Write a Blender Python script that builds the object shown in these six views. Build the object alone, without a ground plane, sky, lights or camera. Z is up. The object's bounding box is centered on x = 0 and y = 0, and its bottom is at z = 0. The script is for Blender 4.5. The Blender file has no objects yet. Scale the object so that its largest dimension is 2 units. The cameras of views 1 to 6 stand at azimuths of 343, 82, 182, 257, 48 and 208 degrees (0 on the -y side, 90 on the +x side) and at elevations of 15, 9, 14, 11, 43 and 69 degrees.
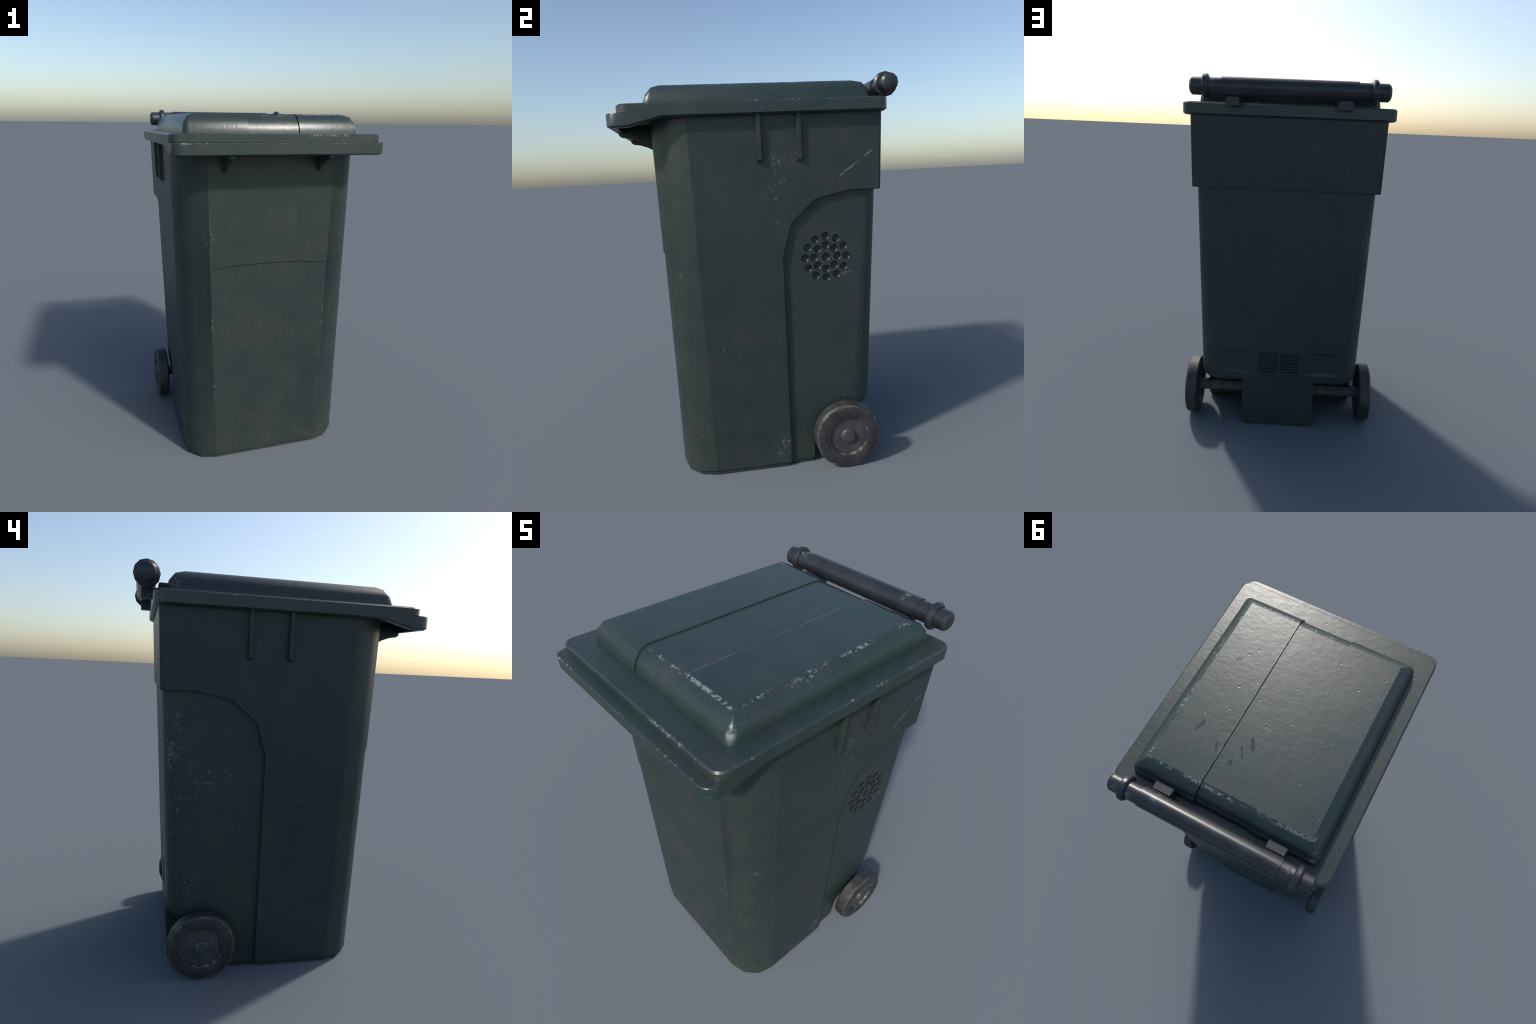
"""A two-wheeled household waste bin: tapered green plastic body with a raised
front shell, recessed rear, hinged lid with a domed three-strip top, grab bar,
axle and wheels.  Metres, z up, front of the bin towards -y."""
import bpy, bmesh, math
from math import sin, cos, pi, radians
from mathutils import Vector, Matrix

# ---------------------------------------------------------------- sizes
TOP_IN = 1.835                                   # body reaches this high inside the lid


def side_x(z):        return 0.4750 + 0.0190 * z            # outer shell half width
def recess_x(z):      return 0.4555 + 0.0183 * z            # recessed rear half width
def front_low(z):     return -(0.4820 + 0.0158 * z)         # front below the seam
def front_high(z):    return -(0.5065 + 0.0205 * (z - 1.17))
def back_low(z):      return 0.5245 + 0.0312 * z
def back_high(z):     return 0.5800 + 0.0240 * (z - 1.435)
def facet_x(z):       return 0.3090 + 0.0215 * z            # where the front flat ends
def facet_y(z):       return -(0.3130 + 0.0195 * z)         # where the side flat starts


# outline of the step between shell and recess, seen from the side (y, z)
STEP_LINE = [(0.077, -0.2), (0.0760, 1.125), (0.1225, 1.288), (0.2525, 1.396),
             (0.415, 1.4305), (0.75, 1.4305)]

# ---------------------------------------------------------------- mesh helpers
ROOT = None


def add_object(name, verts, faces, mat, parent=None, smooth=True, sharp=30.0, mats=None):
    me = bpy.data.meshes.new(name)
    me.from_pydata([tuple(v) for v in verts], [], faces)
    bm = bmesh.new(); bm.from_mesh(me)
    bmesh.ops.remove_doubles(bm, verts=bm.verts, dist=1e-6)
    bmesh.ops.dissolve_degenerate(bm, edges=bm.edges, dist=1e-6)
    bmesh.ops.recalc_face_normals(bm, faces=bm.faces)
    bm.to_mesh(me); bm.free()
    ob = bpy.data.objects.new(name, me)
    bpy.context.scene.collection.objects.link(ob)
    for m in (mats or [mat]):
        me.materials.append(m)
    shade(me, smooth, sharp)
    ob.parent = parent
    return ob


def shade(me, smooth=True, sharp=30.0):
    me.polygons.foreach_set("use_smooth", [smooth] * len(me.polygons))
    if smooth:
        me.set_sharp_from_angle(angle=radians(sharp))
    me.update()


def instance(src, name, parent, matrix=None):
    ob = src.copy()
    ob.name = name
    bpy.context.scene.collection.objects.link(ob)
    ob.parent = parent
    if matrix is not None:
        ob.matrix_local = matrix
    return ob


def rings_to_mesh(rings, cap_start=True, cap_end=True):
    n = len(rings[0]); verts = [p for r in rings for p in r]; faces = []
    for i in range(len(rings) - 1):
        a, b = i * n, (i + 1) * n
        for j in range(n):
            k = (j + 1) % n
            faces.append((a + j, a + k, b + k, b + j))
    if cap_start: faces.append(tuple(range(n - 1, -1, -1)))
    if cap_end:   faces.append(tuple(range((len(rings) - 1) * n, len(rings) * n)))
    return verts, faces


def lathe_x(profile, seg, phase=0.0):
    """profile of (x, radius) turned round the x axis; radius 0 closes the end."""
    rings = [[(x, r * cos(phase + 2 * pi * k / seg), r * sin(phase + 2 * pi * k / seg))
              for k in range(seg)] for x, r in profile if r > 0]
    return rings_to_mesh(rings)


def box_mesh(x0, x1, y0, y1, z0, z1):
    v = [(x, y, z) for z in (z0, z1) for x, y in ((x0, y0), (x1, y0), (x1, y1), (x0, y1))]
    f = [(3, 2, 1, 0), (4, 5, 6, 7), (0, 1, 5, 4), (1, 2, 6, 5), (2, 3, 7, 6), (3, 0, 4, 7)]
    return v, f


def bevel_all(ob, width, segments=1, min_angle=35.0, sharp=40.0):
    bm = bmesh.new(); bm.from_mesh(ob.data)
    ed = [e for e in bm.edges if len(e.link_faces) == 2 and e.calc_face_angle(0) > radians(min_angle)]
    bmesh.ops.bevel(bm, geom=ed, offset=width, segments=segments, profile=0.5,
                    affect='EDGES', clamp_overlap=True)
    bm.to_mesh(ob.data); bm.free()
    shade(ob.data, True, sharp)


def boolean(ob, cutter, operation='DIFFERENCE'):
    mod = ob.modifiers.new("cut", 'BOOLEAN')
    mod.operation = operation; mod.solver = 'EXACT'; mod.object = cutter
    if operation == 'DIFFERENCE':
        mod.material_mode = 'TRANSFER'
    deps = bpy.context.evaluated_depsgraph_get()
    me = bpy.data.meshes.new_from_object(ob.evaluated_get(deps))
    old = ob.data; name = old.name
    ob.modifiers.clear(); ob.data = me
    bpy.data.meshes.remove(old); me.name = name
    bpy.data.objects.remove(cutter)


def corner_arc(cx, cy, r, a0, a1, seg, ry=None):
    ry = r if ry is None else ry
    return [(cx + r * cos(radians(a0 + (a1 - a0) * k / seg)),
             cy + ry * sin(radians(a0 + (a1 - a0) * k / seg))) for k in range(seg + 1)]


def rounded_rect(x, y0, y1, r_front, r_back, seg):
    """counter-clockwise outline, front is y0"""
    return (corner_arc(-x + r_front, y0 + r_front, r_front, 180, 270, seg)
            + corner_arc(x - r_front, y0 + r_front, r_front, 270, 360, seg)
            + corner_arc(x - r_back, y1 - r_back, r_back, 0, 90, seg)
            + corner_arc(-x + r_back, y1 - r_back, r_back, 90, 180, seg))


# ---------------------------------------------------------------- materials
class Nodes:
    """small expression builder over a material node tree"""

    def __init__(self, name):
        self.mat = bpy.data.materials.new(name)
        self.mat.use_nodes = True
        self.t = self.mat.node_tree
        self.t.nodes.clear()
        self.out = self.t.nodes.new('ShaderNodeOutputMaterial')
        self.bsdf = self.t.nodes.new('ShaderNodeBsdfPrincipled')
        self.t.links.new(self.bsdf.outputs[0], self.out.inputs[0])
        tc = self.t.nodes.new('ShaderNodeTexCoord')
        self.obj = tc.outputs['Object']
        sep = self.t.nodes.new('ShaderNodeSeparateXYZ')
        self.t.links.new(self.obj, sep.inputs[0])
        self.x, self.y, self.z = sep.outputs

    def put(self, sock, v):
        if hasattr(v, 'links') or isinstance(v, bpy.types.NodeSocket):
            self.t.links.new(v, sock)
        else:
            sock.default_value = v

    def m(self, op, a, b=0.0, c=0.0, clamp=False):
        n = self.t.nodes.new('ShaderNodeMath'); n.operation = op; n.use_clamp = clamp
        self.put(n.inputs[0], a); self.put(n.inputs[1], b); self.put(n.inputs[2], c)
        return n.outputs[0]

    def add(self, a, b): return self.m('ADD', a, b)
    def sub(self, a, b): return self.m('SUBTRACT', a, b)
    def mul(self, a, b): return self.m('MULTIPLY', a, b)
    def abs(self, a): return self.m('ABSOLUTE', a)
    def mx(self, a, b): return self.m('MAXIMUM', a, b)
    def mn(self, a, b): return self.m('MINIMUM', a, b)

    def step(self, v, lo, hi):
        """smooth 0..1 between lo and hi (hi may be below lo for a falling step)"""
        n = self.t.nodes.new('ShaderNodeMapRange'); n.interpolation_type = 'SMOOTHSTEP'
        flip = hi < lo
        a, b = (hi, lo) if flip else (lo, hi)
        self.put(n.inputs[0], v); n.inputs[1].default_value = a; n.inputs[2].default_value = b
        n.inputs[3].default_value, n.inputs[4].default_value = (1.0, 0.0) if flip else (0.0, 1.0)
        return n.outputs[0]

    def scaled(self, sx, sy, sz, rot=(0, 0, 0)):
        n = self.t.nodes.new('ShaderNodeMapping')
        n.inputs['Scale'].default_value = (sx, sy, sz); n.inputs['Rotation'].default_value = rot
        self.t.links.new(self.obj, n.inputs[0])
        return n.outputs[0]

    def noise(self, scale, detail=3.0, rough=0.55, vec=None, dist=0.0, w=None):
        n = self.t.nodes.new('ShaderNodeTexNoise')
        if w is not None:
            n.noise_dimensions = '4D'; n.inputs['W'].default_value = w
        self.t.links.new(vec or self.obj, n.inputs['Vector'])
        n.inputs['Scale'].default_value = scale; n.inputs['Detail'].default_value = detail
        n.inputs['Roughness'].default_value = rough; n.inputs['Distortion'].default_value = dist
        return n.outputs[0]

    def voronoi(self, scale, feature='F1', vec=None):
        n = self.t.nodes.new('ShaderNodeTexVoronoi'); n.feature = feature
        self.t.links.new(vec or self.obj, n.inputs['Vector'])
        n.inputs['Scale'].default_value = scale
        return n.outputs['Distance'], n.outputs['Color']

    def mix(self, fac, a, b):
        n = self.t.nodes.new('ShaderNodeMix'); n.data_type = 'RGBA'
        self.put(n.inputs['Factor'], fac)
        for s, v in ((n.inputs[6], a), (n.inputs[7], b)):
            self.put(s, (*v, 1.0) if isinstance(v, tuple) else v)
        return n.outputs[2]

    def near(self, p, r, sx=1.0, sy=1.0, sz=1.0):
        """1 at point p, falling to 0 at distance r (per-axis stretch)"""
        n = self.t.nodes.new('ShaderNodeVectorMath'); n.operation = 'SUBTRACT'
        self.t.links.new(self.obj, n.inputs[0]); n.inputs[1].default_value = p
        s = self.t.nodes.new('ShaderNodeVectorMath'); s.operation = 'MULTIPLY'
        self.t.links.new(n.outputs[0], s.inputs[0]); s.inputs[1].default_value = (1 / sx, 1 / sy, 1 / sz)
        l = self.t.nodes.new('ShaderNodeVectorMath'); l.operation = 'LENGTH'
        self.t.links.new(s.outputs[0], l.inputs[0])
        return self.step(l.outputs['Value'], r, 0.15 * r)

    def segment(self, p, q, r):
        """1 on the line p-q, falling to 0 at distance r (capsule distance)"""
        P, Q = Vector(p), Vector(q); d = Q - P
        vm = lambda op: self.t.nodes.new('ShaderNodeVectorMath')
        a = vm(0); a.operation = 'SUBTRACT'; self.t.links.new(self.obj, a.inputs[0]); a.inputs[1].default_value = P
        k = vm(0); k.operation = 'DOT_PRODUCT'; self.t.links.new(a.outputs[0], k.inputs[0])
        k.inputs[1].default_value = d / d.length_squared
        h = self.m('MULTIPLY', k.outputs['Value'], 1.0, clamp=True)
        sc = vm(0); sc.operation = 'SCALE'; sc.inputs[0].default_value = d; self.t.links.new(h, sc.inputs['Scale'])
        df = vm(0); df.operation = 'SUBTRACT'
        self.t.links.new(a.outputs[0], df.inputs[0]); self.t.links.new(sc.outputs[0], df.inputs[1])
        l = vm(0); l.operation = 'LENGTH'; self.t.links.new(df.outputs[0], l.inputs[0])
        return self.step(l.outputs['Value'], r, 0.3 * r)

    def box_edge(self, hx, y0, y1, width):
        """band of the given width along the outline of a rectangle in plan"""
        dx = self.sub(self.abs(self.x), hx)
        dy = self.sub(self.abs(self.sub(self.y, (y0 + y1) / 2)), (y1 - y0) / 2)
        return self.step(self.abs(self.mx(dx, dy)), width, width * 0.2)

    def bump(self, height, strength, distance=0.002, normal=None):
        n = self.t.nodes.new('ShaderNodeBump')
        n.inputs['Strength'].default_value = strength; n.inputs['Distance'].default_value = distance
        self.t.links.new(height, n.inputs['Height'])
        if normal is not None: self.t.links.new(normal, n.inputs['Normal'])
        return n.outputs[0]

    def finish(self, color, rough, normal=None, spec=0.5, metallic=0.0):
        self.put(self.bsdf.inputs['Base Color'], (*color, 1.0) if isinstance(color, tuple) else color)
        self.put(self.bsdf.inputs['Roughness'], rough)
        self.bsdf.inputs['Specular IOR Level'].default_value = spec
        self.bsdf.inputs['Metallic'].default_value = metallic
        if normal is not None: self.t.links.new(normal, self.bsdf.inputs['Normal'])
        return self.mat


GREEN = (0.030, 0.058, 0.050)
BROWN = (0.0405, 0.0395, 0.0378)
PALE = (0.26, 0.30, 0.30)


def dirt_and_specks(N, brown_amount=1.0, speck=1.0):
    """colour shared by all green plastic: mottled green, brown grime, pale specks"""
    tone = N.noise(7.0, 4.0, 0.6)
    base = N.mix(N.step(tone, 0.30, 0.72), (0.0175, 0.0330, 0.0300), (0.0228, 0.0388, 0.0350))
    grime = N.noise(5.2, 10.0, 0.72, dist=0.4)
    fine = N.noise(42.0, 6.0, 0.75)
    streak = N.noise(20.0, 7.0, 0.75, vec=N.scaled(1.0, 1.0, 0.40, (0.5, 0.6, 0.0)))
    broad = N.noise(2.2, 2.0, 0.5, w=1.5)
    g = N.add(N.add(grime, N.mul(N.sub(broad, 0.5), 0.35)), N.add(N.mul(N.sub(fine, 0.5), 0.30), N.mul(N.sub(streak, 0.5), 0.45)))
    g = N.step(g, 0.44, 0.74)
    base = N.mix(N.mul(g, 0.88 * brown_amount), base, BROWN)
    # little nicks: irregular flecks, thinned out by a cluster noise
    fleck = N.step(N.noise(66.0, 3.0, 0.65, w=9.0), 0.645, 0.715)
    keep = N.step(N.noise(5.0, 2.0, 0.5, w=3.0), 0.50, 0.66)
    sparse = N.step(N.noise(40.0, 2.0, 0.5, w=12.0), 0.720, 0.780)
    nick = N.mx(N.mul(fleck, keep), N.mul(sparse, 0.8))
    return base, N.mul(nick, 0.48 * speck), fine


def chips(N, lo=0.50, hi=0.60, w=0.0, scale=55.0):
    a = N.noise(scale, 4.0, 0.65, w=w)
    b = N.noise(5.5, 2.0, 0.5, w=w + 5.0)
    return N.step(N.add(a, N.mul(N.sub(b, 0.5), 0.9)), lo, hi)


def union(N, items):
    r = items[0]
    for i in items[1:]: r = N.mx(r, i)
    return r


def body_material():
    N = Nodes("green_plastic_body")
    base, nick, fine = dirt_and_specks(N)
    # grime gathering low on the front
    low = N.mul(N.step(N.z, 0.42, 0.05), N.step(N.noise(7.5, 9.0, 0.7, w=2.0), 0.42, 0.66))
    front = N.step(N.y, -0.30, -0.42)
    base = N.mix(N.mul(N.mul(low, front), 0.75), base, (0.050, 0.0440, 0.0405))
    # worn line where the front flat meets the rounded corners
    fx = N.add(N.mul(N.z, 0.0215), 0.309)
    line = N.mul(N.step(N.abs(N.sub(N.abs(N.x), fx)), 0.006, 0.001), N.step(N.y, -0.40, -0.45))
    worn = [N.mul(line, N.mul(chips(N, 0.58, 0.74, 1.0, 70.0), 0.75))]
    # scuffs on the sides
    scuffs = [((0.495, 0.033, 1.424), 0.055), ((0.495, 0.089, 1.486), 0.030), ((0.495, 0.041, 1.311), 0.05),
              ((0.50, 0.06, 1.585), 0.07), ((0.475, 0.042, 0.152), 0.075), ((0.475, 0.02, 0.08), 0.07),
              ((0.47, -0.433, 1.05), 0.05), ((-0.5, -0.36, 1.03), 0.05), ((0.314, -0.49, 0.60), 0.035),
              ((0.19, -0.485, 0.10), 0.035), ((-0.335, -0.50, 1.33), 0.045), ((-0.33, -0.50, 1.19), 0.04)]
    patch = union(N, [N.near(p, r) for p, r in scuffs])
    worn.append(N.mul(patch, N.step(N.noise(60.0, 4.0, 0.75, w=4.0), 0.53, 0.66)))
    worn.append(N.mul(N.segment((0.505, 0.376, 1.505), (0.507, 0.531, 1.616), 0.0055),
                      N.step(N.noise(30.0, 3.0, w=6.0), 0.40, 0.55)))
    # chipped step edge
    worn.append(N.mul(N.mul(N.step(N.abs(N.sub(N.y, 0.073)), 0.006, 0.001), N.step(N.z, 1.2, 1.0)),
                      N.mul(chips(N, 0.72, 0.85, 8.0), 0.6)))
    w = N.mx(N.mul(union(N, worn), 0.50), nick)
    col = N.mix(w, base, PALE)
    rough = N.add(0.37, N.mul(fine, 0.14))
    bump = N.bump(N.noise(120.0, 3.0, 0.6), 0.10, 0.001)
    return N.finish(col, rough, bump, spec=0.40)


def recess_material():
    N = Nodes("green_plastic_recess")
    base, nick, fine = dirt_and_specks(N)
    patch = union(N, [N.near((-0.475, 0.49, 1.19), 0.10), N.near((-0.475, 0.38, 1.03), 0.12),
                      N.near((-0.475, 0.25, 1.04), 0.05), N.near((-0.475, 0.51, 0.92), 0.14),
                      N.near((-0.475, 0.515, 0.72), 0.08), N.near((-0.465, 0.50, 0.50), 0.16),
                      N.near((0.475, 0.40, 1.0), 0.06)])
    worn = [N.mul(patch, N.step(N.noise(52.0, 3.0, 0.7, w=4.0), 0.56, 0.66))]
    # rubbed rear corners
    c = N.mul(N.step(N.abs(N.x), 0.405, 0.44), N.step(N.y, 0.47, 0.50))
    worn.append(N.mul(c, N.mul(chips(N, 0.66, 0.80, 2.0, 45.0), 0.8)))
    w = N.mx(N.mul(union(N, worn), 0.40), nick)
    col = N.mix(w, base, PALE)
    bump = N.bump(N.noise(120.0, 3.0, 0.6), 0.10, 0.001)
    return N.finish(col, N.add(0.40, N.mul(fine, 0.14)), bump, spec=0.45)


def lid_material():
    N = Nodes("green_plastic_lid")
    base, nick, fine = dirt_and_specks(N, 0.8, 0.9)
    on_dome = N.step(N.z, 1.90, 1.93)
    on_rim = N.sub(1.0, on_dome)
    # rubbed edges: dome shoulder (least on the far strip), dome corners, flange edge, lip edge
    right = N.step(N.x, -0.16, -0.12)
    rear = N.step(N.y, 0.40, 0.46)
    some = N.mx(right, N.mul(rear, 0.7))
    shoulder = N.mul(N.mul(N.box_edge(0.411, -0.472, 0.477, 0.012), on_dome), some)
    worn = [N.mul(shoulder, chips(N, 0.52, 0.66, 1.0, 70.0)),
            N.mul(N.mul(N.box_edge(0.425, -0.48, 0.495, 0.034), on_dome), N.mul(some, chips(N, 0.78, 0.90, 4.0, 60.0))),
            N.mul(N.near((0.452, -0.523, 1.912), 0.045, 0.6, 0.6, 1.25), N.step(N.noise(45.0, 3.0, w=2.0), 0.40, 0.52)),
            N.mul(N.near((0.42, -0.10, 1.950), 0.30, 0.10, 0.6, 0.10), chips(N, 0.56, 0.70, 3.0, 60.0)),
            N.mul(N.near((-0.447, 0.53, 1.915), 0.050), N.step(N.noise(45.0, 3.0, w=2.5), 0.50, 0.60))]
    edge = N.mul(N.box_edge(0.546, -0.651, 0.609, 0.009), N.step(N.z, 1.850, 1.858))
    worn.append(N.mul(edge, N.mul(chips(N, 0.58, 0.74, 5.0, 60.0), 0.75)))
    lip = N.mul(N.step(N.abs(N.sub(N.z, 1.8235)), 0.007, 0.002), N.step(N.y, -0.690, -0.695))
    worn.append(N.mul(lip, N.mul(chips(N, 0.50, 0.68, 6.0, 46.0), 0.8)))
    low_edge = N.mul(N.step(N.abs(N.sub(N.z, 1.808)), 0.006, 0.002), N.step(N.y, -0.50, -0.44))
    worn.append(N.mul(low_edge, N.mul(chips(N, 0.68, 0.82, 9.0, 55.0), 0.4)))
    # crest of the +x strip along the seam, pale in dashes
    seam = N.mul(N.step(N.abs(N.sub(N.x, 0.1366)), 0.0026, 0.0010), N.step(N.z, 1.9632, 1.9637))
    worn.append(N.mul(seam, N.mul(N.step(N.noise(16.0, 3.0, w=7.0), 0.42, 0.54), 0.7)))
    smudge = N.mul(N.step(N.abs(N.sub(N.x, 0.147)), 0.013, 0.004), N.step(N.z, 1.9632, 1.9637))
    worn.append(N.mul(smudge, N.mul(chips(N, 0.74, 0.88, 11.0, 60.0), 0.4)))
    w = N.mx(N.mul(union(N, worn), 0.62), nick)
    col = N.mix(w, base, (0.28, 0.30, 0.31))
    # dark finger-like smears on top
    smears = [((0.287, 0.257, 1.962), (0.274, 0.216, 1.962), 0.013), ((0.038, 0.186, 1.958), (0.014, 0.228, 1.958), 0.013),
              ((0.067, 0.236, 1.958), (0.037, 0.286, 1.958), 0.007), ((0.076, 0.326, 1.958), (0.068, 0.334, 1.958), 0.010),
              ((0.157, 0.311, 1.962), (0.169, 0.274, 1.962), 0.009), ((0.307, -0.143, 1.962), (0.290, -0.152, 1.962), 0.010),
              ((0.478, -0.560, 1.866), (0.439, -0.588, 1.866), 0.008), ((0.439, -0.588, 1.866), (0.400, -0.603, 1.866), 0.010)]
    smear = union(N, [N.segment(p, q, r) for p, q, r in smears])
    col = N.mix(N.mul(smear, 0.6), col, (0.020, 0.024, 0.018))
    rough = N.sub(N.add(0.300, N.mul(fine, 0.11)), N.mul(smear, 0.14))
    # hammered skin: broad ripples, fine grain and stray dings
    d, c = N.voronoi(17.0)
    sepc = N.t.nodes.new('ShaderNodeSeparateColor'); N.t.links.new(c, sepc.inputs[0])
    ding = N.mul(N.step(d, 0.13, 0.04), N.step(N.add(sepc.outputs[1], N.mul(on_rim, 0.25)), 0.50, 0.57))
    h = N.sub(N.add(N.add(N.add(N.mul(N.noise(34.0, 2.0, 0.5, vec=N.scaled(1.0, 1.5, 1.0)), 0.7), N.mul(N.noise(15.0, 2.0, 0.5, w=4.0), 1.1)), N.mul(N.noise(100.0, 2.0, 0.5), 0.22)), N.mul(w, 0.5)), N.mul(ding, 1.1))
    bump = N.bump(h, 0.21, 0.0030)
    return N.finish(col, rough, bump, spec=0.56)


def handle_material():
    N = Nodes("dark_grey_bar")
    n = N.noise(9.0, 4.0, 0.6)
    col = N.mix(N.step(n, 0.35, 0.7), (0.017, 0.020, 0.024), (0.027, 0.030, 0.034))
    spots = N.step(N.noise(22.0, 3.0, 0.6, w=3.0), 0.70, 0.76)
    marks = union(N, [N.near((0.39, 0.66, 1.96), 0.035), N.near((-0.39, 0.62, 1.98), 0.04), N.near((0.27, 0.62, 1.98), 0.035),
                      N.near((0.46, 0.66, 1.96), 0.03)])
    marks = N.mul(marks, N.step(N.noise(50.0, 3.0, w=1.0), 0.44, 0.54))
    col = N.mix(N.mul(N.mx(spots, marks), 0.55), col, (0.17, 0.18, 0.19))
    return N.finish(col, N.add(0.30, N.mul(n, 0.10)), N.bump(N.noise(90.0, 2.0), 0.05, 0.001), spec=0.5)


def dark_grey_material():
    N = Nodes("dark_grey_bracket")
    n = N.noise(30.0, 4.0, 0.6)
    return N.finish(N.mix(n, (0.028, 0.030, 0.034), (0.042, 0.043, 0.047)), 0.5)


def rubber_material():
    N = Nodes("worn_grey_rubber")
    r = N.m('SQRT', N.add(N.mul(N.y, N.y), N.mul(N.z, N.z)))
    n = N.noise(14.0, 6.0, 0.65); f = N.noise(60.0, 4.0, 0.65)
    col = N.mix(N.step(n, 0.35, 0.70), (0.021, 0.0208, 0.0215), (0.043, 0.0420, 0.0418))
    grime = N.step(N.add(n, N.mul(N.sub(f, 0.5), 0.5)), 0.56, 0.70)
    col = N.mix(N.mul(grime, 0.5), col, (0.066, 0.0635, 0.062))
    edge = N.mx(N.mul(N.step(N.abs(N.sub(r, 0.1635)), 0.006, 0.002), N.step(N.x, 0.030, 0.036)),
                N.step(N.abs(N.sub(r, 0.1005)), 0.006, 0.0015))
    col = N.mix(N.mul(N.mul(edge, N.step(N.noise(26.0, 4.0, 0.6, w=2.0), 0.42, 0.62)), 0.60), col, (0.24, 0.235, 0.23))
    return N.finish(col, N.add(0.46, N.mul(f, 0.15)), N.bump(N.add(f, n), 0.25, 0.002), spec=0.45)


def hub_material():
    N = Nodes("grey_wheel_plastic")
    n = N.noise(20.0, 4.0, 0.6)
    col = N.mix(N.step(n, 0.35, 0.7), (0.040, 0.041, 0.044), (0.066, 0.0665, 0.068))
    return N.finish(col, 0.42, N.bump(N.noise(70.0, 2.0), 0.06, 0.001), spec=0.5)


def axle_material():
    N = Nodes("rusty_axle_steel")
    n = N.noise(16.0, 6.0, 0.65, vec=N.scaled(1.0, 2.0, 2.0))
    col = N.mix(N.step(n, 0.40, 0.62), (0.065, 0.052, 0.044), (0.11, 0.105, 0.105))
    return N.finish(col, 0.5, spec=0.5)


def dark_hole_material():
    N = Nodes("near_black_hole")
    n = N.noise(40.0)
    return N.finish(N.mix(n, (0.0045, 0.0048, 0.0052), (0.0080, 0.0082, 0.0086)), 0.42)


M_BODY, M_RECESS, M_LID = body_material(), recess_material(), lid_material()
M_BAR, M_BRACKET, M_RUBBER = handle_material(), dark_grey_material(), rubber_material()
M_HUB, M_AXLE, M_HOLE = hub_material(), axle_material(), dark_hole_material()

# ---------------------------------------------------------------- root
ROOT = bpy.data.objects.new("wheeled_waste_bin", None)
bpy.context.scene.collection.objects.link(ROOT)
ROOT["label"] = "tall dark green two-wheeled plastic waste bin with lid"
ROOT["category"] = "trash bin"


# ---------------------------------------------------------------- front shell
SEAM = [(-1.0, 1.164), (-0.5, 1.178), (0.0, 1.182), (0.5, 1.178), (1.0, 1.164)]
STEP_H = 0.004


def shell_ring(level):
    """one closed horizontal-ish ring of the outer shell, counter-clockwise from
    the rear left; level: 0 bottom, 1 just under the seam, 2 at the seam, 3 top"""
    ring = []

    def z_at(seam_z, drop):
        return {0: 0.0235, 1: seam_z - drop, 2: seam_z, 3: TOP_IN}[level]

    high = level >= 2

    def front(z, raised=1.0):
        lo, hi = front_low(z), front_high(z)
        return lo + (hi - lo) * raised if high else lo

    def corner(sign):
        pts = []
        for k, (ang, drop, zs, raised) in enumerate([(30, 0.016, 1.160, 0.9), (60, 0.026, 1.158, 0.6)]):
            z = z_at(zs, drop)
            fx, fy = facet_x(z), facet_y(z)
            rx, ry = side_x(z) - fx, fy - front(z, raised)
            pts.append((sign * (fx + rx * sin(radians(ang))), fy - ry * cos(radians(ang)), z))
        z = z_at(1.158, 0.03)
        pts.append((sign * side_x(z), facet_y(z), z))
        return pts

    ring += corner(-1)[::-1]
    for t, sz in SEAM:
        z = z_at(sz, STEP_H)
        ring.append((t * facet_x(z), front(z), z))
    ring += corner(1)
    z = z_at(1.158, 0.03)
    r = 0.012
    for cx, cy in corner_arc(side_x(z) - r, back_high(z) - r, r, 0, 90, 3): ring.append((cx, cy, z))
    for cx, cy in corner_arc(-side_x(z) + r, back_high(z) - r, r, 90, 180, 3): ring.append((cx, cy, z))
    return ring


v, f = rings_to_mesh([shell_ring(l) for l in range(4)])
shell = add_object("body_shell", v, f, M_BODY, ROOT)
poly = [(-0.9, -0.2)] + STEP_LINE + [(0.75, 2.1), (-0.9, 2.1)]
n = len(poly)
v = [(s, y, z) for s in (-0.8, 0.8) for y, z in poly]
f = [tuple(range(n)), tuple(range(2 * n - 1, n - 1, -1))] + [(i, i + n, (i + 1) % n + n, (i + 1) % n) for i in range(n)]
cut = add_object("cutter", v, f, M_BODY)
boolean(shell, cut, 'INTERSECT')

# ease the edge of the step so it catches light, then set hard and soft edges
bm = bmesh.new(); bm.from_mesh(shell.data)
bmesh.ops.remove_doubles(bm, verts=bm.verts, dist=1e-6)


def on_step(e):
    if len(e.link_faces) != 2: return False
    mid = (e.verts[0].co + e.verts[1].co) / 2
    if mid.z < 0.03 or mid.z > 1.80 or mid.y < 0.05: return False
    if e.calc_face_angle(0) < radians(50): return False
    d = (e.verts[0].co - e.verts[1].co).normalized()
    outer = [fc for fc in e.link_faces if abs(fc.normal.x) > 0.5 or fc.normal.y > 0.5 and fc.normal.z > -0.5]
    if mid.z > 1.45: return False
    return len(outer) == 1


bmesh.ops.bevel(bm, geom=[e for e in bm.edges if on_step(e)], offset=0.005, segments=2, profile=0.5,
                affect='EDGES', clamp_overlap=True)


def flat_kind(fc):
    """principal walls of the shell are flat; rounded corners are not"""
    return max(abs(fc.normal.x), abs(fc.normal.y), abs(fc.normal.z)) > 0.985


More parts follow.
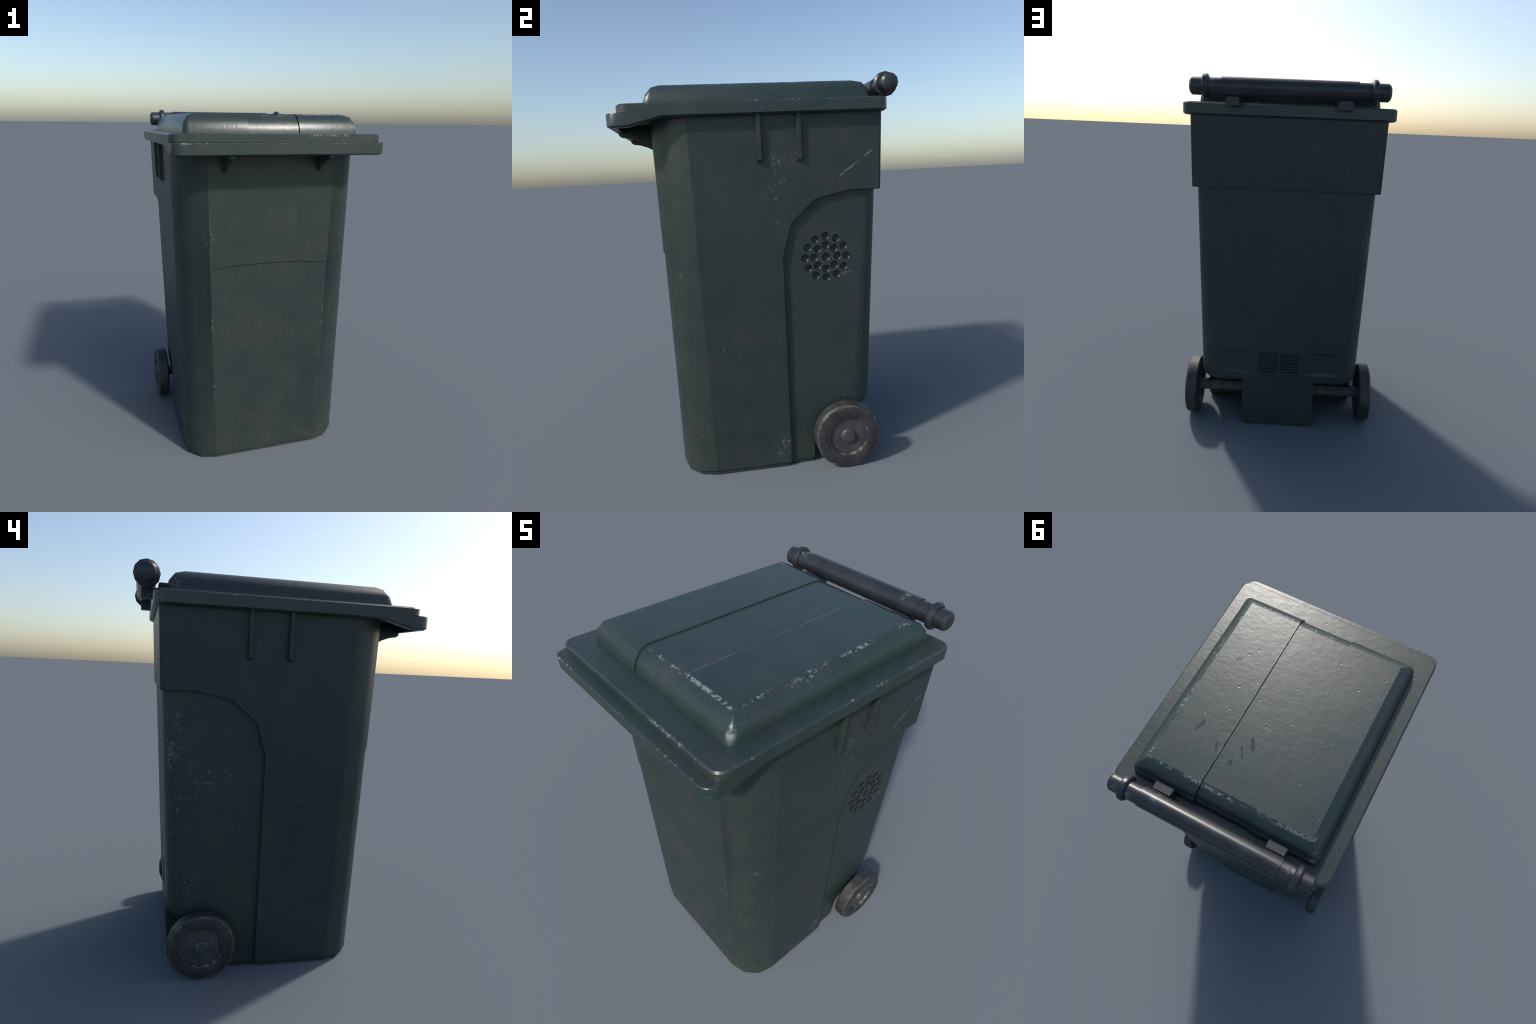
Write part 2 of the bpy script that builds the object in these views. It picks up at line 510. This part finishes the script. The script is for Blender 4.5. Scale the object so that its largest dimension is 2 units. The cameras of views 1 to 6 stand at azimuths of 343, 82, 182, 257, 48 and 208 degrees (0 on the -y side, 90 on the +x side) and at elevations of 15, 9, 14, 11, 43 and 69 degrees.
for fc in bm.faces: fc.smooth = True
for e in bm.edges:
    if len(e.link_faces) == 2:
        a, b = e.link_faces
        ang = e.calc_face_angle(0)
        e.smooth = not (ang > radians(40) or (ang > radians(9) and (flat_kind(a) or flat_kind(b))))
bm.to_mesh(shell.data); bm.free()

# ---------------------------------------------------------------- recessed rear body
def recess_ring(z, inset=0.0):
    r = 0.1300 - 0.0495 * z - inset * 0.3
    x, yb = recess_x(z) - inset, back_low(z) - inset
    k = 0.012                                     # support points keep the flats flat in shading
    return ([(-x, -0.30, z), (x, -0.30, z), (x, yb - r - k, z)]
            + [(a, b, z) for a, b in corner_arc(x - r, yb - r, r, 0, 90, 6)]
            + [(x - r - k, yb, z), (-x + r + k, yb, z)]
            + [(a, b, z) for a, b in corner_arc(-x + r, yb - r, r, 90, 180, 6)] + [(-x, yb - r - k, z)])


rear = add_object("recessed_rear_body", *rings_to_mesh([recess_ring(0.283, 0.032), recess_ring(0.289, 0.014), recess_ring(0.304, 0.003),
                                                        recess_ring(0.322), recess_ring(0.340), recess_ring(TOP_IN - 0.004)]),
                  M_RECESS, ROOT, mats=[M_RECESS, M_HOLE])

# hand scoops either side of the vent
def hull_object(name, pts, mat):
    bm = bmesh.new()
    for p in pts: bm.verts.new(p)
    bmesh.ops.convex_hull(bm, input=bm.verts)
    me = bpy.data.meshes.new(name); bm.to_mesh(me); bm.free()
    ob = bpy.data.objects.new(name, me); bpy.context.scene.collection.objects.link(ob)
    me.materials.append(mat)
    return ob


for s in (-1, 1):
    def surf(x, z, depth):
        return (s * x, back_low(z) - depth, z)
    out = -0.002
    pts = [surf(0.380, 0.489, out), surf(0.380, 0.344, out), surf(0.132, 0.493, out), surf(0.132, 0.340, out),
           surf(0.309, 0.474, 0.0095), surf(0.309, 0.361, 0.0095), surf(0.222, 0.474, 0.0085), surf(0.222, 0.361, 0.0085)]
    boolean(rear, hull_object("cutter", pts, M_RECESS))

# shallow round holes with near-black faces on the right-hand side: centre, ring of 8, ring of 12
holes = [(0.0, 0.0, 0.0210)]
holes += [(0.0600 * sin(2 * pi * k / 8), 0.0600 * cos(2 * pi * k / 8), 0.0195) for k in range(8)]
holes += [(0.1060 * sin(2 * pi * k / 12), 0.1050 * cos(2 * pi * k / 12), 0.0195) for k in range(12)]
vv, ff = [], []
seg = 20
for dy, dz, r in holes:
    y, z = 0.297 + dy, 1.1045 + dz
    xs = recess_x(z)
    rings = [[(xo, y + q * cos(2 * pi * k / seg), z + q * sin(2 * pi * k / seg)) for k in range(seg)]
             for xo, q in ((xs - 0.0050, r * 0.76), (xs - 0.0035, r * 0.86), (xs + 0.002, r * 1.08))]
    a, b = rings_to_mesh(rings)
    off = len(vv); vv += a; ff += [tuple(i + off for i in q) for q in b]
me = bpy.data.meshes.new("cutter"); me.from_pydata(vv, [], ff); me.update()
hole_cut = bpy.data.objects.new("cutter", me); bpy.context.scene.collection.objects.link(hole_cut)
me.materials.append(M_RECESS); me.materials.append(M_HOLE)
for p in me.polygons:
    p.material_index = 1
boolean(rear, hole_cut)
shade(rear.data, True, 17)

# front wall of the wheel well and central foot
# side profile (y, z) of the wall in front of and above the wheel
WELL = [(0.0, 0.0235), (0.207, 0.0235), (0.207, 0.140), (0.230, 0.168), (0.300, 0.222), (0.415, 0.288), (0.415, 0.400), (0.0, 0.400)]


def well_x(y, z):
    return recess_x(z) + 0.0003


rings = [[(s * well_x(y, z), y, z) for y, z in WELL] for s in (-1, 1)]
add_object("wheel_well_wall", *rings_to_mesh(rings), M_RECESS, ROOT)


def foot_ring(z, proud):
    yb = back_low(z) + proud; x = 0.2115
    return [(-x, 0.15, z), (x, 0.15, z), (x, yb - 0.005, z), (x - 0.005, yb, z), (-x + 0.005, yb, z), (-x, yb - 0.005, z)]


add_object("rear_foot", *rings_to_mesh([foot_ring(0.0235, 0.0003), foot_ring(0.328, 0.0003)]), M_RECESS, ROOT)

# ---------------------------------------------------------------- base band (inset skirting along the ground)
def base_outline(kind):
    if kind == 'front':
        x, yf = 0.4675, -0.4745
        return ([(-x, 0.070), (-x, -0.312)] + [(-(0.305 + 0.1625 * sin(a)), -0.312 - 0.1625 * cos(a)) for a in (pi / 3, pi / 6)]
                + [(-0.305, yf), (0.305, yf)] + [((0.305 + 0.1625 * sin(a)), -0.312 - 0.1625 * cos(a)) for a in (pi / 6, pi / 3)]
                + [(x, -0.312), (x, 0.070)])
    if kind == 'rear':
        return [(-0.4485, 0.0), (0.4485, 0.0), (0.4485, 0.202), (-0.4485, 0.202)]
    return [(-0.2070, 0.10), (0.2070, 0.10), (0.2070, 0.5175), (-0.2070, 0.5175)]


vv, ff = [], []
for kind in ('front', 'rear', 'foot'):
    o = base_outline(kind)
    shift = {'front': 0.0, 'rear': 0.0012, 'foot': 0.0024}[kind]
    back = {'front': 0.07, 'rear': 0.202, 'foot': 0.5175}[kind]

    def shrunk(d):
        return [(x - d * (1 if x > 0 else -1), min(y, back - d) + (d if y < -0.3 else 0.0)) for x, y in o]
    a, b = rings_to_mesh([[(x, y, z) for x, y in shrunk(d)] for d, z in
                          ((0.002, shift), (0.0, 0.002 + shift), (0.0, 0.0185), (0.010, 0.0190), (0.010, 0.030))])
    off = len(vv); vv += a; ff += [tuple(i + off for i in q) for q in b]
add_object("base_band", vv, ff, M_BODY, ROOT, sharp=20)

# ---------------------------------------------------------------- side ribs and front gussets
def rib_mesh(y0, y1, z0, z1, out):
    rings = []
    for z, o in ((z0 - 0.004, 0.004), (z0, out - 0.005), (z0 + 0.006, out), (z1, out + 0.002)):
        b = side_x(z) - 0.012; t = side_x(z) + o
        rings.append([(b, y0, z), (t - 0.003, y0, z), (t, y0 + 0.003, z), (t, y1 - 0.003, z), (t - 0.003, y1, z), (b, y1, z)])
    return rings_to_mesh(rings)


for y0 in (-0.0275, 0.1640):
    rib = add_object("side_rib", *rib_mesh(y0, y0 + 0.0225, 1.588, 1.815, 0.021), M_BODY, ROOT, sharp=35)
    v, f = rib_mesh(y0, y0 + 0.0225, 1.588, 1.815, 0.021)
    add_object("side_rib", [(-x, y, z) for x, y, z in v], f, M_BODY, ROOT, sharp=35)

gusset_profile = [(-0.49, 1.800), (-0.49, 1.664), (-0.515, 1.670), (-0.547, 1.699), (-0.588, 1.722), (-0.628, 1.736),
                  (-0.668, 1.742), (-0.681, 1.752), (-0.684, 1.800)]
for s in (-1, 1):
    rings = [[(s * 0.258 + dx, y, z) for y, z in gusset_profile] for dx in (-0.011, 0.011)]
    g = add_object("handle_gusset", *rings_to_mesh(rings), M_BODY, ROOT, sharp=35)
    bevel_all(g, 0.003, 2, 60)

# ---------------------------------------------------------------- lid flange with front lip
LID_X, RIM_FRONT, LIP_FRONT, RIM_BACK, RIM_R = 0.5500, -0.6540, -0.7000, 0.6125, 0.050


def lid_outline(front, inset=0.0):
    r = max(RIM_R - inset, 0.012)
    x, y0, y1 = LID_X - inset, front + inset, RIM_BACK - inset
    corner_r = corner_arc(x - r, y0 + r, r, 270, 360, 4)
    left = corner_arc(-x + r, y0 + r, r, 180, 270, 4)
    side = [(x, -0.605 + 0.0), (x, -0.58), (x, -0.455)] if front > -0.66 else [(x, -0.605), (x, -0.58), (x, -0.455)]
    back_r = corner_arc(x - r, y1 - r, r, 0, 90, 4)
    back_l = corner_arc(-x + r, y1 - r, r, 90, 180, 4)
    if front > -0.66:
        side = [(x, y0 + r + 0.0005 * k) for k in (1, 2)] + [(x, -0.455)]
        side = [(x, max(a[1], y0 + r + 0.001 * i)) for i, a in enumerate(side)]
    return left + corner_r + side + back_r + back_l + [(-a, b) for a, b in side[::-1]]


def z_bottom(y):
    """underside of the flange dips towards the front lip"""
    if y > -0.455: return 1.802
    if y > -0.605: return 1.802 + (1.764 - 1.802) * (-0.455 - y) / 0.150
    return 1.764


def flange_ring(front, inset, zf, front_only=False):
    ref = lid_outline(LIP_FRONT, 0.0)
    if front_only:                                # rounding of the ledge dies out along the sides
        plain = lid_outline(front, 0.0)
        return [(x, y, zf(ry)) if ry < -0.6505 else (px, py, zf(ry))
                for (x, y), (px, py), (_, ry) in zip(lid_outline(front, inset), plain, ref)]
    return [(x, y, zf(ry)) for (x, y), (_, ry) in zip(lid_outline(front, inset), ref)]


flange_rings = [flange_ring(LIP_FRONT, 0.048, lambda y: 1.832), flange_ring(LIP_FRONT, 0.044, lambda y: z_bottom(y)),
                flange_ring(LIP_FRONT, 0.013, lambda y: z_bottom(y)), flange_ring(LIP_FRONT, 0.0, lambda y: z_bottom(y) + 0.008),
                flange_ring(LIP_FRONT, 0.0, lambda y: 1.8235), flange_ring(LIP_FRONT, 0.0025, lambda y: 1.8262, True),
                flange_ring(RIM_FRONT, 0.0025, lambda y: 1.8264, True), flange_ring(RIM_FRONT, 0.0, lambda y: 1.8285),
                flange_ring(RIM_FRONT, 0.0, lambda y: 1.8590), flange_ring(RIM_FRONT, 0.0080, lambda y: 1.8665)]
lid = add_object("lid_flange", *rings_to_mesh(flange_rings), M_LID, ROOT, sharp=28)

# ---------------------------------------------------------------- lid dome: two raised strips and a sunken middle one
# rings of (half width, front reach, rear reach, height, corner radius)
DOME = [(0.4690, 0.5420, 0.5530, 1.8620, 0.032), (0.4680, 0.5400, 0.5520, 1.8800, 0.031), (0.4610, 0.5265, 0.5430, 1.9170, 0.026),
        (0.4390, 0.5000, 0.5160, 1.9490, 0.012), (0.4030, 0.4640, 0.4690, 1.9640, 0.0006)]
STRIP, GAP, SINK, SINK_Y = 0.1360, 0.0030, 0.0050, 0.0065


def strip_mesh(sign):
    """side strip: profile rings round three sides, sharp inner wall at the seam"""
    rings = []
    for x, yf, yb, z, r in DOME:
        pts = ([(STRIP, -yf)] + corner_arc(x - r, -yf + r, r, 270, 360, 4) + corner_arc(x - r, yb - r, r, 0, 90, 4) + [(STRIP, yb)])
        rings.append([(sign * a, b, z) for a, b in pts])
    return rings_to_mesh(rings)


def dome_edges(ob):
    """slopes blend softly into each other; only the top outline stays crisp"""
    bm = bmesh.new(); bm.from_mesh(ob.data)
    for e in bm.edges:
        if len(e.link_faces) == 2:
            e.smooth = not (e.calc_face_angle(0) > radians(50) or any(fc.normal.z > 0.995 for fc in e.link_faces))
    bm.to_mesh(ob.data); bm.free()


for s in (1, -1):
    dome_edges(add_object("lid_dome_strip", *strip_mesh(s), M_LID, lid))
rings = []
for x, yf, yb, z, r in DOME:
    zz = z - SINK * (z - 1.862) / 0.102
    w, wl = STRIP - GAP, STRIP - 0.0012           # the groove is wider on the +x side
    rings.append([(-wl, -yf + SINK_Y, zz), (w, -yf + SINK_Y, zz), (w, yb - SINK_Y, zz), (-wl, yb - SINK_Y, zz)])
dome_edges(add_object("lid_middle_strip", *rings_to_mesh(rings), M_LID, lid))

# ---------------------------------------------------------------- grab bar and its hinge brackets
BAR_Y, BAR_Z = 0.6390, 1.9390
bar_profile = [(-0.4975, 0.030), (-0.494, 0.0360), (-0.4845, 0.0440), (-0.3385, 0.0440), (-0.3385, 0.0490),
               (0.3385, 0.0490), (0.3385, 0.0440), (0.4845, 0.0440), (0.494, 0.0360), (0.4975, 0.030)]
bar = add_object("grab_bar", *lathe_x(bar_profile, 12, pi / 2), M_BAR, ROOT, sharp=32)
bar.location = (0, BAR_Y, BAR_Z)
bar.data.transform(Matrix.Translation((0, BAR_Y, BAR_Z))); bar.location = (0, 0, 0)
collar_profile = [(-0.0165, 0.042), (-0.0165, 0.0520), (-0.0085, 0.0608), (0.0085, 0.0608), (0.0165, 0.0520), (0.0165, 0.042)]
collar = add_object("bar_collar", *lathe_x(collar_profile, 12, pi / 2), M_BAR, bar, sharp=35)
collar.location = (0.4185, BAR_Y, BAR_Z)
instance(collar, "bar_collar", bar, Matrix.Translation((-0.4185, BAR_Y, BAR_Z)))

for s in (1, -1):
    hinge = add_object("hinge_bracket", *box_mesh(s * 0.2830 - 0.047, s * 0.2830 + 0.047, 0.5360, 0.5840, 1.8600, 1.9185), M_BRACKET, ROOT)
    bevel_all(hinge, 0.004, 1)
    arm = add_object("hinge_arm", *box_mesh(s * 0.2810 - 0.034, s * 0.2810 + 0.034, 0.5650, 0.6640, 1.8480, 1.8950), M_BRACKET, hinge)
    bevel_all(arm, 0.003, 1)

# ---------------------------------------------------------------- rear vent grille
VZ = 0.4180
grille_bars = [(-0.129, 0.129, 0.476, 0.495), (-0.129, 0.129, 0.341, 0.352), (0.115, 0.129, 0.352, 0.476),
               (-0.129, -0.115, 0.352, 0.476), (-0.009, 0.009, 0.352, 0.476)]
vv, ff = [], []


def back_block(x0, x1, z0, z1, d0, d1, lean=0.0):
    """block lying on the rear wall from depth d0 to d1 (d1 outwards)"""
    q = [(x0, z0), (x1, z0), (x1, z1), (x0, z1)]
    e = 0.0035
    i = [(x0 + e, z0 + e), (x1 - e, z0 + e), (x1 - e, z1 - e), (x0 + e, z1 - e)]
    ring0 = [(x, back_low(z) + d0, z) for x, z in q]
    ring1 = [(x, back_low(z) + d1 - 0.003, z) for x, z in q]
    ring2 = [(x, back_low(z) + d1 + (lean if k > 1 else -lean), z) for k, (x, z) in enumerate(i)]
    return rings_to_mesh([ring0, ring1, ring2])


for x0, x1, z0, z1 in grille_bars:
    a, b = back_block(x0 - (0.0005 if x0 < -0.1 else 0), x1, z0, z1, -0.004, 0.0042)
    off = len(vv); vv += a; ff += [tuple(i + off for i in q) for q in b]
grille = add_object("vent_grille", vv, ff, M_RECESS, ROOT, sharp=20)
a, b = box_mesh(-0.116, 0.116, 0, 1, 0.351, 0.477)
add_object("vent_dark_plate", [(x, back_low(z) + (-0.004 if y == 0 else 0.0006), z) for x, y, z in a], b, M_HOLE, grille)  # solid black plate on the wall, drawing the dark between slats
first = {}
for col, (x0, x1) in enumerate(((0.010, 0.114), (-0.114, -0.010))):
    for k in range(6):
        z0 = 0.3595 + k * 0.0196
        a, b = back_block(x0, x1, z0, z0 + 0.0115, -0.003, 0.0034, 0.0012)
        add_object("vent_slat", a, b, M_RECESS, grille, sharp=20)

# ---------------------------------------------------------------- axle and wheels
AX_Y, AX_Z = 0.3690, 0.1725
ax = add_object("axle", *lathe_x([(-0.500, 0.0340), (0.500, 0.0340)], 8, pi / 8), M_AXLE, ROOT, sharp=30)
ax.data.transform(Matrix.Translation((0, AX_Y, AX_Z)))

R = 0.1725
tyre_profile = [(-0.036, 0.085), (-0.036, 0.158), (-0.0345, 0.164), (-0.027, R), (0.024, R), (0.0335, 0.1655), (0.0355, 0.160),
                (0.0355, 0.104), (0.0335, 0.1005), (0.022, 0.0985), (0.020, 0.085)]
v, f = lathe_x(tyre_profile, 18, pi / 18)
f = f[:-2]                                            # open ring, closed through its bore
n = 18; last = (len(tyre_profile) - 1) * n
f += [(j, (j + 1) % n, last + (j + 1) % n, last + j) for j in range(n)]
wheel = add_object("wheel", v, f, M_RUBBER, ROOT, sharp=32)
disc = add_object("wheel_disc", *lathe_x([(-0.030, 0.020), (-0.030, 0.0955), (0.0240, 0.0955), (0.0245, 0.020)], 24), M_HUB, wheel, sharp=32)
cap = add_object("hub_cap", *lathe_x([(0.010, 0.0395), (0.0300, 0.0395), (0.0365, 0.0345), (0.0385, 0.027), (0.0372, 0.016), (0.0380, 0.006)], 18),
                 M_HUB, wheel, sharp=50)
wheel.location = (0.5195, AX_Y, AX_Z)
w2 = instance(wheel, "wheel", ROOT, Matrix.Translation((-0.5195, AX_Y, AX_Z)) @ Matrix.Rotation(pi, 4, 'Z'))
instance(disc, "wheel_disc", w2)
instance(cap, "hub_cap", w2)
